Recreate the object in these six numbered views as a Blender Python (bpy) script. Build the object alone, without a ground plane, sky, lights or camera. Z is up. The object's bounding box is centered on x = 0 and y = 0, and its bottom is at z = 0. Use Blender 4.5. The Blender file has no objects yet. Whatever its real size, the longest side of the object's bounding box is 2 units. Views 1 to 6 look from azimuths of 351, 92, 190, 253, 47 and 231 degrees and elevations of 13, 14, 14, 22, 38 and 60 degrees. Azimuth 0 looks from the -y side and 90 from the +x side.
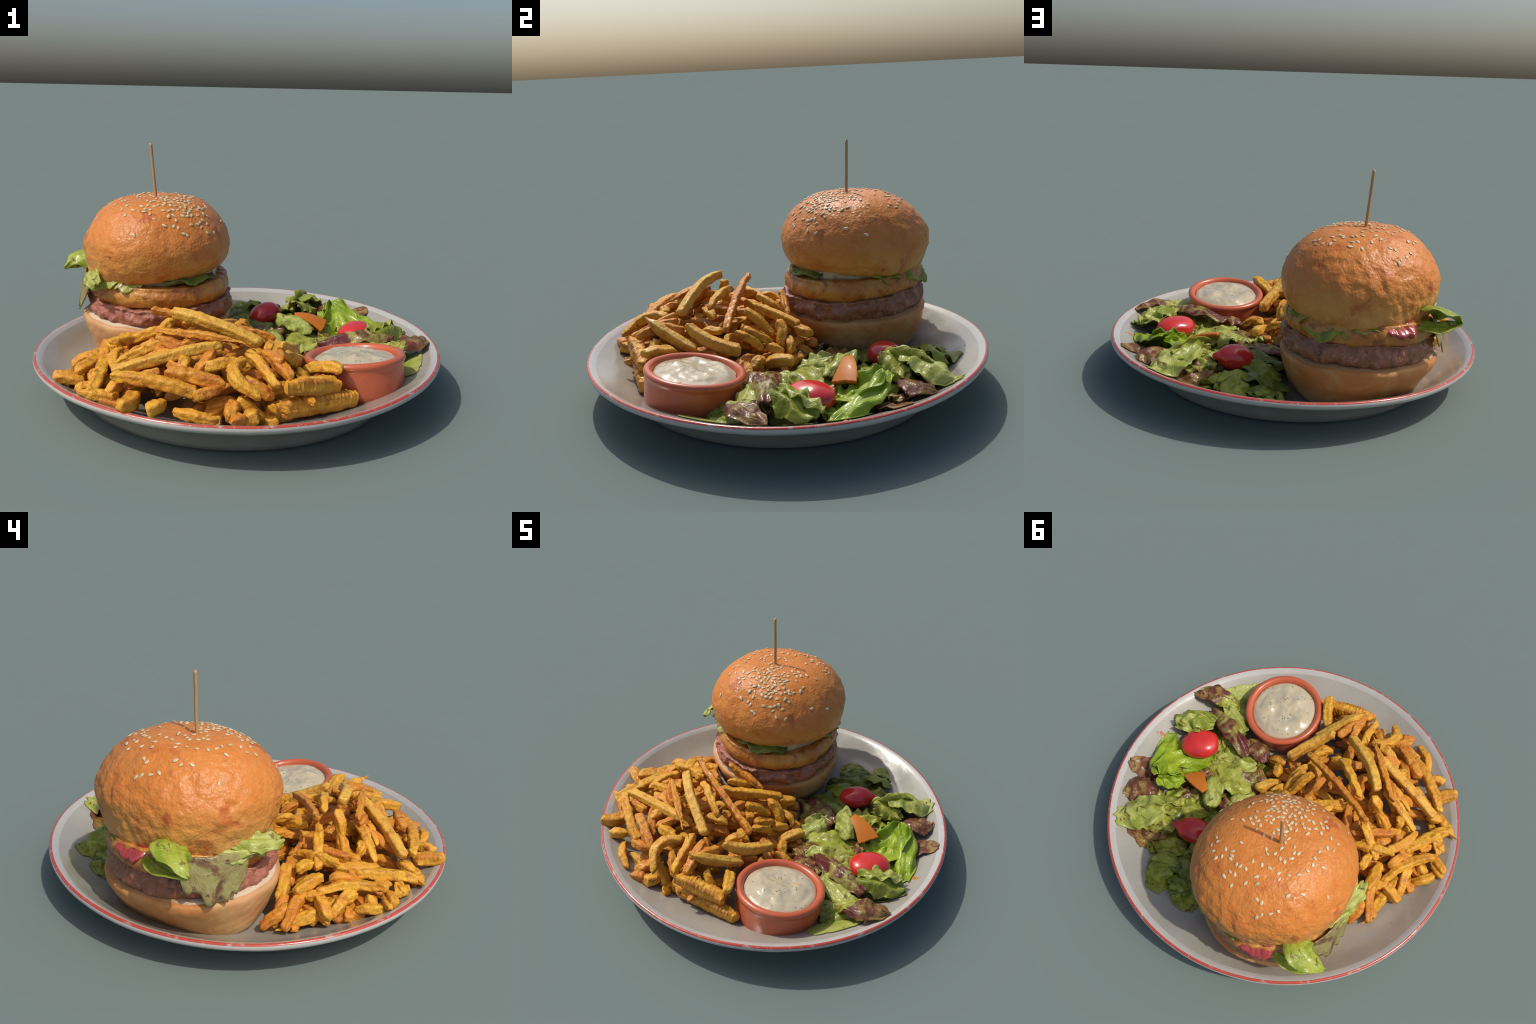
# A plate of food: burger on a toothpick, a heap of fries, a dip pot and a side salad.
import bpy, math, random
import numpy as np
from mathutils import Vector, Matrix, noise

TAU = math.tau
rnd = random.Random(7)
COL = bpy.context.scene.collection


# ------------------------------------------------------------------ helpers
def lerp_profile(pts, n):
    """Smooth (Catmull-Rom) resampling of a hand-placed profile, n points by arc length."""
    P = np.array(pts, float)
    P = np.vstack([2 * P[0] - P[1], P, 2 * P[-1] - P[-2]])
    out = []
    for i in range(1, len(P) - 2):
        p0, p1, p2, p3 = P[i - 1:i + 3]
        for t in np.linspace(0, 1, 14, endpoint=False):
            out.append(.5 * (2 * p1 + (p2 - p0) * t + (2 * p0 - 5 * p1 + 4 * p2 - p3) * t * t
                             + (3 * p1 - p0 - 3 * p2 + p3) * t ** 3))
    out.append(P[-2])
    out = np.array(out)
    s = np.concatenate([[0], np.cumsum(np.linalg.norm(np.diff(out, axis=0), axis=1))])
    q = np.linspace(0, s[-1], n)
    return np.stack([np.interp(q, s, out[:, k]) for k in range(out.shape[1])], 1)


def fbm(x, y, z, octaves=3, seed=0.0):
    v, a, f = 0.0, 1.0, 1.0
    for _ in range(octaves):
        v += a * noise.noise(Vector((x * f + seed, y * f - seed, z * f + 2 * seed)))
        a *= .5
        f *= 2.03
    return v


def mesh_object(name, verts, faces, mats, parent=None, face_mats=None, smooth=True, matrix=None, sharp=None):
    me = bpy.data.meshes.new(name)
    me.from_pydata([tuple(v) for v in verts], [], faces)
    for m in (mats if isinstance(mats, (list, tuple)) else [mats]):
        me.materials.append(m)
    if face_mats is not None:
        me.polygons.foreach_set("material_index", np.array(face_mats, np.int32))
    me.polygons.foreach_set("use_smooth", np.full(len(me.polygons), smooth))
    me.update()
    if sharp:
        me.set_sharp_from_angle(angle=math.radians(sharp))
    ob = bpy.data.objects.new(name, me)
    if matrix is not None:
        ob.matrix_world = matrix
    COL.objects.link(ob)
    if parent is not None:
        ob.parent = parent
    return ob


def empty(name, label, category, loc=(0, 0, 0)):
    ob = bpy.data.objects.new(name, None)
    ob["label"], ob["category"] = label, category
    ob.empty_display_size = .1
    COL.objects.link(ob)
    return ob


def revolve_faces(nv, nt, cap_start=True, cap_end=True):
    f = []
    for i in range(nv - 1):
        for j in range(nt):
            k = (j + 1) % nt
            f.append((i * nt + j, i * nt + k, (i + 1) * nt + k, (i + 1) * nt + j))
    if cap_start:
        f.append(tuple(range(nt - 1, -1, -1)))
    if cap_end:
        f.append(tuple((nv - 1) * nt + j for j in range(nt)))
    return f


def lathe(name, profile, n, nt, mats, parent=None, centre=(0, 0), shape=None, matrix=None, smooth_profile=True, **kw):
    """Body of revolution, top to bottom or bottom to top; shape(r, z, a) -> displaced (r, z)."""
    prof = lerp_profile(profile, n) if smooth_profile else np.array(profile, float)
    verts = []
    for r, z in prof:
        for j in range(nt):
            a = TAU * j / nt
            rr, zz = shape(r, z, a) if shape else (r, z)
            verts.append((centre[0] + rr * math.cos(a), centre[1] + rr * math.sin(a), zz))
    return mesh_object(name, verts, revolve_faces(len(prof), nt), mats, parent, matrix=matrix, **kw)


def smoothstep(a, b, x):
    t = min(1, max(0, (x - a) / (b - a)))
    return t * t * (3 - 2 * t)


# ------------------------------------------------------------------ materials
class Nodes:
    def __init__(self, name):
        self.mat = bpy.data.materials.new(name)
        self.mat.use_nodes = True
        self.t = self.mat.node_tree
        self.bsdf = self.t.nodes["Principled BSDF"]
        self.co = self.t.nodes.new("ShaderNodeTexCoord").outputs["Object"]

    def new(self, kind, **props):
        n = self.t.nodes.new(kind)
        for k, v in props.items():
            setattr(n, k, v)
        return n

    def put(self, sock, v):
        if isinstance(v, bpy.types.NodeSocket):
            self.t.links.new(v, sock)
        elif isinstance(v, (tuple, list)) and len(v) == 3 and sock.type == "RGBA":
            sock.default_value = (*v, 1)
        else:
            sock.default_value = v

    def scaled(self, s, co=None):
        n = self.new("ShaderNodeMapping")
        self.put(n.inputs["Vector"], co or self.co)
        n.inputs["Scale"].default_value = s
        return n.outputs[0]

    def noise(self, scale, detail=3, rough=.55, dist=0, co=None):
        n = self.new("ShaderNodeTexNoise")
        self.put(n.inputs["Vector"], co or self.co)
        for k, v in (("Scale", scale), ("Detail", detail), ("Roughness", rough), ("Distortion", dist)):
            n.inputs[k].default_value = v
        return n.outputs["Fac"]

    def voronoi(self, scale, feature="F1", co=None, rand=1.0):
        n = self.new("ShaderNodeTexVoronoi", feature=feature)
        self.put(n.inputs["Vector"], co or self.co)
        n.inputs["Scale"].default_value = scale
        n.inputs["Randomness"].default_value = rand
        return n.outputs["Distance"]

    def wave(self, scale, dist, co=None, detail=2, direction="X"):
        n = self.new("ShaderNodeTexWave", bands_direction=direction)
        self.put(n.inputs["Vector"], co or self.co)
        n.inputs["Scale"].default_value = scale
        n.inputs["Distortion"].default_value = dist
        n.inputs["Detail"].default_value = detail
        return n.outputs["Fac"]

    def step(self, fac, lo, hi, a=0.0, b=1.0):
        n = self.new("ShaderNodeMapRange", interpolation_type="SMOOTHSTEP")
        self.put(n.inputs["Value"], fac)
        for k, v in (("From Min", lo), ("From Max", hi), ("To Min", a), ("To Max", b)):
            n.inputs[k].default_value = v
        return n.outputs["Result"]

    def mix(self, fac, a, b):
        n = self.new("ShaderNodeMix", data_type="RGBA")
        self.put(n.inputs[0], fac)
        self.put(n.inputs[6], a)
        self.put(n.inputs[7], b)
        return n.outputs[2]

    def math(self, op, a, b=0.0):
        n = self.new("ShaderNodeMath", operation=op)
        self.put(n.inputs[0], a)
        self.put(n.inputs[1], b)
        return n.outputs[0]

    def axis(self, k, co=None):
        n = self.new("ShaderNodeSeparateXYZ")
        self.put(n.inputs[0], co or self.co)
        return n.outputs[k]

    def random(self):
        return self.new("ShaderNodeObjectInfo").outputs["Random"]

    def bump(self, h, strength, dist=.01, base=None):
        n = self.new("ShaderNodeBump")
        self.put(n.inputs["Height"], h)
        n.inputs["Strength"].default_value = strength
        n.inputs["Distance"].default_value = dist
        if base:
            self.put(n.inputs["Normal"], base)
        return n.outputs[0]

    def finish(self, colour, rough=.5, normal=None, spec=.5, coat=0.0, sss=0.0, translucent=None):
        b = self.bsdf.inputs
        self.put(b["Base Color"], colour)
        self.put(b["Roughness"], rough)
        b["Specular IOR Level"].default_value = spec
        b["Coat Weight"].default_value = coat
        b["Coat Roughness"].default_value = .15
        if normal:
            self.put(b["Normal"], normal)
        if sss:
            b["Subsurface Weight"].default_value = sss
            b["Subsurface Radius"].default_value = (.02, .01, .005)
            b["Subsurface Scale"].default_value = .5
        if translucent:
            tr = self.new("ShaderNodeBsdfTranslucent")
            self.put(tr.inputs["Color"], colour)
            if normal:
                self.put(tr.inputs["Normal"], normal)
            mx = self.new("ShaderNodeMixShader")
            mx.inputs[0].default_value = translucent
            self.t.links.new(self.bsdf.outputs[0], mx.inputs[1])
            self.t.links.new(tr.outputs[0], mx.inputs[2])
            self.t.links.new(mx.outputs[0], self.t.nodes["Material Output"].inputs["Surface"])
        return self.mat


def glaze_material():
    m = Nodes("grey_glaze")
    base = m.mix(m.step(m.noise(3.0), .35, .7), (.325, .306, .258), (.375, .356, .305))  # blue cut from the base grey to cancel the lilac cast of skylight
    # dark iron specks of the stoneware, most of them tiny
    speck = m.step(m.voronoi(26), .035, .085, 1, 0)
    keep = m.step(m.noise(9, 1), .5, .56)
    c = m.mix(m.math("MULTIPLY", speck, keep), base, (.09, .085, .085))
    fine = m.math("MULTIPLY", m.step(m.voronoi(60), .04, .10, .6, 0), m.step(m.noise(13, 1), .60, .64))
    c = m.mix(fine, c, (.2, .19, .18))
    # film of frying oil and meat juice in the well
    stain = m.math("MULTIPLY", m.step(m.noise(2.2, 4, .6, .4), .5, .72), .35)
    c = m.mix(stain, c, (.30, .235, .165))
    n = m.bump(m.noise(14, 2), .12, .01)
    return m.finish(c, m.step(m.noise(6), .3, .7, .14, .3), n, coat=.5)


def stripe_material():
    m = Nodes("red_rim_stripe")
    worn = m.step(m.noise(22, 4, .65), .54, .68)
    c = m.mix(worn, (.46, .062, .038), (.44, .29, .245))
    return m.finish(c, .22, m.bump(m.noise(40), .2, .005), coat=.6)


def lip_material():
    m = Nodes("pale_rim_glaze")
    c = m.mix(m.noise(18, 3), (.40, .385, .35), (.49, .475, .44))
    return m.finish(c, .2, m.bump(m.noise(30), .15, .005), coat=.5)


def bun_crust_material():
    m = Nodes("golden_bun_crust")
    z = m.axis(2)
    wob = m.math("ADD", z, m.math("MULTIPLY", m.noise(5, 3), .16))
    c = m.mix(m.step(wob, .60, .80), (.65, .32, .078), (.62, .21, .038))
    c = m.mix(m.step(m.noise(9, 4, .6), .42, .72, 0, .55), c, (.53, .150, .028))
    c = m.mix(m.step(m.noise(46, 3, .6), .45, .7, 0, .35), c, (.62, .30, .10))
    # oven-browned blotches
    blotch = m.math("MULTIPLY", m.step(m.noise(7.0, 4, .62, .8), .58, .70), .7)
    c = m.mix(blotch, c, (.45, .105, .025))
    scorch = m.math("MULTIPLY", m.step(m.noise(6.0, 3, .55, .4, co=m.scaled((1, 1, 1.8))), .66, .72), .7)
    c = m.mix(scorch, c, (.40, .075, .024))
    w = m.noise(55, 3, .55, .5)
    n = m.bump(w, .5, .009, m.bump(m.voronoi(75), .25, .006))
    return m.finish(c, .40, n, spec=.38, sss=.04)


def bun_base_material():
    m = Nodes("soft_bun_base")
    c = m.mix(m.step(m.noise(4.5, 3, .55, .5), .38, .66), (.50, .19, .05), (.60, .33, .12))
    # flour-pale foot, and browned cut edge above
    z = m.math("ADD", m.axis(2), m.math("MULTIPLY", m.noise(6, 2), .10))
    c = m.mix(m.step(z, .09, .19, .75, 0), c, (.58, .40, .20))
    c = m.mix(m.step(m.noise(30, 3), .5, .75, 0, .4), c, (.40, .14, .035))
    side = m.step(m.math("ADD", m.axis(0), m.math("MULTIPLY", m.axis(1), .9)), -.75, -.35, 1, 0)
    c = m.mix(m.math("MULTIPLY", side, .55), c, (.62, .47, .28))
    n = m.bump(m.noise(24, 3), .3, .01)
    return m.finish(c, .5, n, spec=.35, sss=.04)


def crumb_material():
    m = Nodes("white_bread_crumb")
    c = m.mix(m.noise(30, 4), (.55, .40, .26), (.66, .54, .39))
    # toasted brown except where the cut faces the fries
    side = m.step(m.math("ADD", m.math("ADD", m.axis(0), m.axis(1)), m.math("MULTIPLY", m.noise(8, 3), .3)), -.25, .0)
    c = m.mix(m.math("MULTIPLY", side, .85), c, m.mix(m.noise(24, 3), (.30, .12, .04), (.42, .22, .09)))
    return m.finish(c, .7, m.bump(m.noise(60, 4), .6, .01), spec=.2)


def seed_material():
    m = Nodes("sesame")
    c = m.mix(m.random(), (.54, .40, .21), (.66, .55, .36))
    return m.finish(c, .4, m.bump(m.noise(120), .15, .003))


def meat_material():
    m = Nodes("minced_beef")
    c = m.mix(m.noise(16, 4, .65), (.19, .056, .024), (.43, .175, .095))
    c = m.mix(m.step(m.noise(34, 3, .6), .52, .72, 0, .8), c, (.50, .24, .17))
    c = m.mix(m.step(m.noise(20, 3, .6, 1), .56, .7, 0, .7), c, (.05, .016, .012))
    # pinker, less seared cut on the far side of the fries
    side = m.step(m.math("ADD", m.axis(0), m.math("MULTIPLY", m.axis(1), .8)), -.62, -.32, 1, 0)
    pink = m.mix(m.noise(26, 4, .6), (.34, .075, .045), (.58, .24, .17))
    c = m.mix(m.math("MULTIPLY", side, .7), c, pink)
    n = m.bump(m.noise(42, 4, .65), .8, .014)
    return m.finish(c, m.step(m.noise(25), .35, .65, .25, .5), n, coat=.25)


def fritter_material():
    m = Nodes("golden_fried_crust")
    c = m.mix(m.step(m.noise(7, 4, .6), .36, .66), (.44, .14, .018), (.58, .27, .045))
    c = m.mix(m.step(m.noise(22, 4, .65), .5, .72, 0, .85), c, (.24, .058, .015))
    c = m.mix(m.step(m.noise(30, 2), .6, .74, 0, .6), c, (.60, .36, .10))
    n = m.bump(m.noise(36, 4, .65), .6, .012)
    return m.finish(c, .38, n, coat=.2)


def cream_material():
    m = Nodes("melted_cheese_sauce")
    c = m.mix(m.noise(9, 3), (.40, .31, .16), (.52, .45, .29))
    c = m.mix(m.step(m.noise(14, 3), .56, .72, 0, .7), c, (.34, .17, .05))
    return m.finish(c, .3, m.bump(m.noise(20), .3, .01), coat=.3)


def dip_material():
    m = Nodes("herb_mayonnaise")
    c = m.mix(m.noise(9, 4, .6, .6), (.44, .37, .235), (.56, .49, .345))
    c = m.mix(m.step(m.noise(15, 3, .6, 1.0), .56, .72, 0, .6), c, (.60, .44, .24))
    herb = m.math("MULTIPLY", m.step(m.voronoi(40), .12, .24, 1, 0), m.step(m.noise(18, 1), .46, .54))
    c = m.mix(m.math("MULTIPLY", herb, .85), c, (.13, .14, .075))
    smear = m.step(m.noise(12, 4, .6, 2.0), .60, .72, 0, .55)
    c = m.mix(smear, c, (.33, .30, .22))
    n = m.bump(m.noise(13, 3), .35, .015)
    return m.finish(c, .22, n, coat=.4)


def clay_material():
    m = Nodes("terracotta")
    c = m.mix(m.noise(5, 3), (.46, .095, .036), (.57, .125, .050))
    c = m.mix(m.step(m.noise(16, 3), .58, .75, 0, .35), c, (.30, .06, .03))
    return m.finish(c, .33, m.bump(m.noise(20, 2), .08, .006), coat=.25)


def fry_material(name, face, edge, brown):
    m = Nodes(name)
    r = m.random()
    y, z = m.axis(1), m.axis(2)
    off = m.new("ShaderNodeVectorMath", operation="ADD")
    m.put(off.inputs[0], m.co)
    cmb = m.new("ShaderNodeCombineXYZ")
    for k in range(3):
        m.put(cmb.inputs[k], m.math("MULTIPLY", r, 7.0 + 3 * k))
    m.put(off.inputs[1], cmb.outputs[0])
    co = off.outputs[0]
    c = m.mix(m.step(m.noise(11, 4, .62, co=co), .40, .68), face, edge)
    # crisped edges: where the square section turns a corner
    corner = m.math("MULTIPLY", m.math("ABSOLUTE", y), m.math("ABSOLUTE", z))
    corner = m.math("ADD", m.math("MULTIPLY", corner, 2600), m.math("MULTIPLY", m.noise(38, 3, .6, co=co), 1.1))
    c = m.mix(m.step(corner, 1.35, 2.2, 0, .6), c, brown)
    tip = m.math("ADD", m.math("ABSOLUTE", m.axis(0)), m.math("MULTIPLY", m.noise(25, 3, co=co), .08))
    c = m.mix(m.step(m.noise(24, 4, .65, .5, co=co), .53, .68, 0, .85), c, brown)
    c = m.mix(m.step(m.noise(5, 2, co=co), .46, .64, 0, .65), c, edge)
    c = m.mix(m.step(m.noise(30, 3, .6, .3, co=co), .50, .66, 0, .45), c, tuple(.55 * k for k in edge))
    c = m.mix(m.step(m.noise(60, 3, co=co), .5, .8, 0, .3), c, (.74, .46, .10))
    n = m.bump(m.noise(34, 4, .6, co=co), .8, .014, m.bump(m.noise(95, 2, co=co), .2, .005))
    return m.finish(c, m.step(m.noise(18, co=co), .35, .65, .40, .62), n, spec=.35, coat=.06, sss=.03)


def leaf_material(name, light, dark, blush, amount, rough=.32):
    """light/dark: two greens along the veins; blush: the red-brown or purple part, amount 0..1 of it."""
    m = Nodes(name)
    vein_co = m.scaled((1, 2.2, 1))
    c = m.mix(m.step(m.noise(9, 4, .6, .6), .36, .66), light, dark)
    vein = m.step(m.voronoi(15, "DISTANCE_TO_EDGE", vein_co), .0, .06, 1, 0)
    pale = tuple(min(1, 1.25 * k + .05) for k in light)
    c = m.mix(m.math("MULTIPLY", vein, .26), c, pale)
    lim = .72 - .34 * amount
    b = m.step(m.noise(6.5, 4, .62, .8), lim - .05, lim + .08, 0, .92)
    c = m.mix(b, c, m.mix(m.noise(20, 3), blush, tuple(.45 * k for k in blush)))
    spots = m.step(m.noise(21, 3, .6, .5), .62, .69, 0, .8 if amount > .1 else .15)
    c = m.mix(spots, c, tuple(.6 * k for k in blush))
    h = m.math("ADD", m.noise(24, 4, .6, .4), m.math("MULTIPLY", vein, -.14))
    n = m.bump(h, .5, .014)
    return m.finish(c, m.step(m.noise(15), .35, .65, rough - .08, rough + .16), n, coat=.16, translucent=.27)


def tomato_material():
    m = Nodes("tomato_skin")
    c = m.mix(m.step(m.noise(7, 3), .4, .65), (.60, .030, .022), (.50, .022, .026))
    c = m.mix(m.step(m.noise(11, 2), .60, .74, 0, .5), c, (.34, .02, .05))
    return m.finish(c, .2, m.bump(m.noise(9), .08, .01), coat=.35, sss=.08)


def carrot_material():
    m = Nodes("carrot_flesh")
    c = m.mix(m.noise(8, 3), (.48, .125, .010), (.56, .19, .018))
    return m.finish(c, .5, m.bump(m.noise(30), .2, .005), spec=.3, coat=.03, sss=.05)


def tomato_flesh_material():
    m = Nodes("red_slice_flesh")
    c = m.mix(m.noise(14, 3), (.24, .018, .022), (.46, .07, .06))
    return m.finish(c, .15, m.bump(m.noise(25, 3), .4, .012), coat=.5, sss=.05)


def wood_material():
    m = Nodes("bamboo_stick")
    c = m.mix(m.noise(30, 4, co=m.scaled((6, 6, .4))), (.38, .20, .085), (.56, .36, .17))
    return m.finish(c, .5, m.bump(m.noise(60, co=m.scaled((8, 8, .5))), .3, .003))


GLAZE, STRIPE, LIP = glaze_material(), stripe_material(), lip_material()
CRUST, BASE, CRUMB, SEED = bun_crust_material(), bun_base_material(), crumb_material(), seed_material()
MEAT, FRITTER, CREAM, DIP, CLAY = meat_material(), fritter_material(), cream_material(), dip_material(), clay_material()
TOMATO, CARROT, SLICE, WOOD = tomato_material(), carrot_material(), tomato_flesh_material(), wood_material()
FRY_GOLD = fry_material("fry_gold", (.74, .40, .035), (.64, .27, .024), (.36, .10, .016))
FRY_ORANGE = fry_material("fry_orange", (.68, .30, .030), (.56, .18, .022), (.31, .075, .014))
FRY_SMOOTH = fry_material("fry_smooth_yellow", (.72, .42, .060), (.66, .33, .040), (.46, .17, .024))
LEAF_BRIGHT = leaf_material("leaf_bright_green", (.40, .52, .030), (.25, .38, .010), (.26, .28, .02), .0)  # leaf greens brightened and yellowed for sun glowing through, against blue sky tint
LEAF_YELLOW = leaf_material("leaf_yellow_green", (.46, .52, .075), (.27, .36, .020), (.28, .15, .04), .12)
LEAF_PALE = leaf_material("leaf_pale_green", (.54, .56, .14), (.34, .40, .045), (.26, .11, .04), .22, .36)
LEAF_GREEN = leaf_material("leaf_green", (.40, .44, .055), (.20, .26, .016), (.22, .075, .03), .25)
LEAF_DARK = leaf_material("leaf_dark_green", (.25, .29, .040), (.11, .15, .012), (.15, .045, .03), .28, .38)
LEAF_MOTTLED = leaf_material("leaf_mottled", (.48, .50, .075), (.30, .32, .028), (.20, .045, .025), .46)
LEAF_WILTED = leaf_material("leaf_wilted_olive", (.44, .40, .15), (.32, .24, .09), (.24, .10, .055), .45, .36)
LEAF_RED = leaf_material("leaf_red_brown", (.38, .24, .06), (.27, .11, .045), (.22, .055, .036), .80)
LEAF_PURPLE = leaf_material("leaf_purple", (.42, .38, .08), (.26, .10, .05), (.20, .026, .030), .74)


# ------------------------------------------------------------------ the plate
RIM_TILT = [(.0125, .0017), (-.0025, .0053), (-.0010, -.0041)]      # slow warp of the rim height


def rim_z(a):
    return sum(c * math.cos((k + 1) * a) + s * math.sin((k + 1) * a) for k, (c, s) in enumerate(RIM_TILT))


def rim_r(a):
    return .0010 * math.cos(2 * a) - .0022 * math.cos(3 * a) + .0015 * math.sin(3 * a) + .0024 * math.cos(4 * a)


WELL = [(.0, .036), (.30, .036), (.45, .040), (.58, .056), (.69, .082), (.78, .115), (.86, .151), (.92, .179),
        (.955, .197), (.971, .2065), (.983, .2105)]
EDGE = [(.983, .2105), (.987, .2108), (.9925, .2085), (.9962, .2040)]
OUTER = [(.9962, .2040), (.9985, .198), (.9985, .190), (.992, .180), (.975, .168)]
UNDER = [(.975, .168), (.93, .150), (.875, .128), (.825, .098), (.795, .060), (.778, .022), (.770, .003), (.760, .0), (.70, .0), (.35, .0), (.0, .0)]


def hollow(r, a):
    return .020 * smoothstep(-.1, .5, math.cos(a - math.radians(130))) * smoothstep(.44, .68, r) * smoothstep(.97, .84, r)


def floor_z(x, y):
    r, a = math.hypot(x, y), math.atan2(y, x)
    W = np.array(WELL)
    return float(np.interp(r, W[:, 0], W[:, 1])) + rim_z(a) * smoothstep(.45, .97, r) - hollow(r, a)


def build_plate():
    rows, mats = [], []
    for pts, n, k in ((WELL, 60, 0), (EDGE, 8, 1), (OUTER, 10, 2), (UNDER, 40, 0)):
        p = lerp_profile(pts, n)
        for q in (p if not rows else p[1:]):
            rows.append(tuple(q))
            mats.append(k)
    # the innermost strip of the lip is pale too, a whitish band along the edge
    for i, (r, z) in enumerate(rows):
        if mats[i] == 0 and .962 < r and z > .19:
            mats[i] = 2
    nt = 240
    rows = [(max(r, .002), z) for r, z in rows]
    verts, fm = [], []
    under = len(rows) - 39
    for i, (r, z) in enumerate(rows):
        z0 = z
        for j in range(nt):
            a = TAU * j / nt
            k = smoothstep(.45, .97, r)
            hand = .0016 * fbm(3 * math.cos(a), 3 * math.sin(a), r * 4, 2) * k
            rr = r + (rim_r(a) + .0010 * noise.noise(Vector((8 * math.cos(a), 8 * math.sin(a), 1)))) * k
            if i >= under:
                rr += (.026 * max(0, math.cos(a + 2.0)) - .003) * smoothstep(.70, .78, r) * smoothstep(.97, .85, r)
            else:
                z = z0 - hollow(r, a)
            verts.append((rr * math.cos(a), rr * math.sin(a), max(0, z + (rim_z(a) + hand) * k * (1 if z > .001 else 0))))
    faces = revolve_faces(len(rows), nt)
    for i in range(len(rows) - 1):
        fm += [mats[i + 1]] * nt
    fm += [0, 0]
    ob = mesh_object("dinner_plate", verts, faces, [GLAZE, STRIPE, LIP], face_mats=fm)
    ob["label"], ob["category"] = "shallow round grey stoneware plate with a red rim stripe", "plate"
    # a few dabs of orange dressing dried onto the glaze
    m = Nodes("dried_dressing")
    dab = m.finish(m.mix(m.noise(40), (.40, .12, .03), (.50, .20, .05)), .3, coat=.3)
    for x, y, s in ((.86, .245, .017), (.885, .262, .006), (.06, .90, .007), (-.80, .42, .006), (.80, -.30, .016), (-.72, .5, .005)):
        z = floor_z(x, y)
        vs = [(x, y, z + .004)]
        for j in range(14):
            a = TAU * j / 14
            q = s * (1 + .35 * noise.noise(Vector((math.cos(a) * 2, math.sin(a) * 2, x * 9))))
            px, py = x + q * 1.4 * math.cos(a), y + q * .7 * math.sin(a)
            vs.append((px, py, floor_z(px, py) - .001))
        mesh_object("dressing_dab", vs, [(0, 1 + j, 1 + (j + 1) % 14) for j in range(14)], dab, ob)
    return ob


# ------------------------------------------------------------------ leaves, shared by burger and salad
def leaf(parent, mat, spine, hw, roll=0, cup=0.0, ruffle=.02, seed=0, thick=.0035, name="lettuce_leaf", crumple=.010, blunt=.45, nu=36, nv=26, twist=0, pleats=.13, creases=.22, rib_h=.004, wedge=0.0):
    """A sheet along a curved midrib. cup < 0 drapes the sides down, cup > 0 lifts them."""
    P = [Vector(p) for p in spine]
    lr = random.Random(seed * 31 + 5)
    ph, fr = lr.random() * 6.3, 2.0 + 1.6 * lr.random()

    def at(t):
        return P[0] * (2 * (t - .5) * (t - 1)) + P[1] * (4 * t * (1 - t)) + P[2] * (2 * t * (t - .5))
    chord = (P[2] - P[0]).normalized()
    side0 = chord.cross(Vector((0, 0, 1))).normalized()
    up0 = side0.cross(chord)
    frame = Matrix((chord, side0, up0)).transposed().to_4x4()
    frame.translation = sum((at(t) for t in (.0, .25, .5, .75, 1)), Vector()) / 5
    inv = frame.inverted()
    verts = []
    for i in range(nu):
        u = i / (nu - 1)
        p, tan = at(u), (at(min(1.02, u + .02)) - at(u - .02)).normalized()
        s = tan.cross(Vector((0, 0, 1)))
        s = s.normalized() if s.length > 1e-4 else side0.copy()
        s = Matrix.Rotation(math.radians(roll + twist * (u - .5)), 3, tan) @ s
        n = s.cross(tan)
        w = hw * max(.06, math.sin(math.pi * min(1, max(0, .04 + .92 * u))) ** blunt)
        if wedge:
            w = hw * (wedge + (1 - wedge) * u)
        w *= 1 + (.20 if not wedge else .04) * fbm(u * 4, seed, 0, 2) + .07 * noise.noise(Vector((u * 17, seed, 2)))
        for j in range(nv):
            v = 2 * j / (nv - 1) - 1
            # arc length kept: the sheet bends around the midrib instead of stretching
            ang = cup * abs(v) * 1.35
            k = abs(ang)
            lat, rise = (v, 0) if k < 1e-3 else (math.copysign(math.sin(k) / k * abs(v), v), math.copysign((1 - math.cos(k)) / k * abs(v), cup))
            pleat = pleats * hw * math.sin(5.5 * v + 3.5 * noise.noise(Vector((u * 2.2, seed, 5)))) * (.25 + .75 * u)
            frill = pleat + ruffle * abs(v) ** 2.2 * math.sin(fr * TAU * u + ph + (1.3 if v > 0 else 0))
            bumpy = crumple * min(.8, hw / .11) * fbm(u * hw * 34 + seed, v * hw * 16, seed * 3.1, 3)
            fold = creases * hw * (.5 - abs(noise.noise(Vector((u * 2.6 + seed, v * 1.2, seed * 1.7)))) * 1.8)
            rib = rib_h * math.exp(-(v / .09) ** 2)
            end = 1 + .10 * noise.noise(Vector((v * 4, seed, 3 if u > .5 else 7))) * abs(2 * u - 1)
            q = P[1] * 0 + p + s * (w * lat) + n * (w * rise + frill + bumpy + rib + fold) + tan * (.10 * hw * end * noise.noise(Vector((v * 3.5, seed * 2, 1))))
            q.z = max(q.z, floor_z(q.x, q.y) + .006)
            verts.append(inv @ q)
    faces = [(i * nv + j, i * nv + j + 1, (i + 1) * nv + j + 1, (i + 1) * nv + j) for i in range(nu - 1) for j in range(nv - 1)]
    ob = mesh_object(name, verts, faces, mat, parent, matrix=frame)
    so = ob.modifiers.new("thickness", "SOLIDIFY")
    so.thickness, so.offset = thick, 0
    return ob


# ------------------------------------------------------------------ burger
BX, BY = -.392, .383
BUN = [(.003, .894), (.06, .897), (.13, .893), (.20, .878), (.262, .848), (.312, .808), (.353, .757), (.380, .706), (.3915, .655),
       (.388, .610), (.378, .562), (.362, .520), (.345, .490), (.320, .474), (.26, .470), (.10, .472), (.003, .472)]


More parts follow.
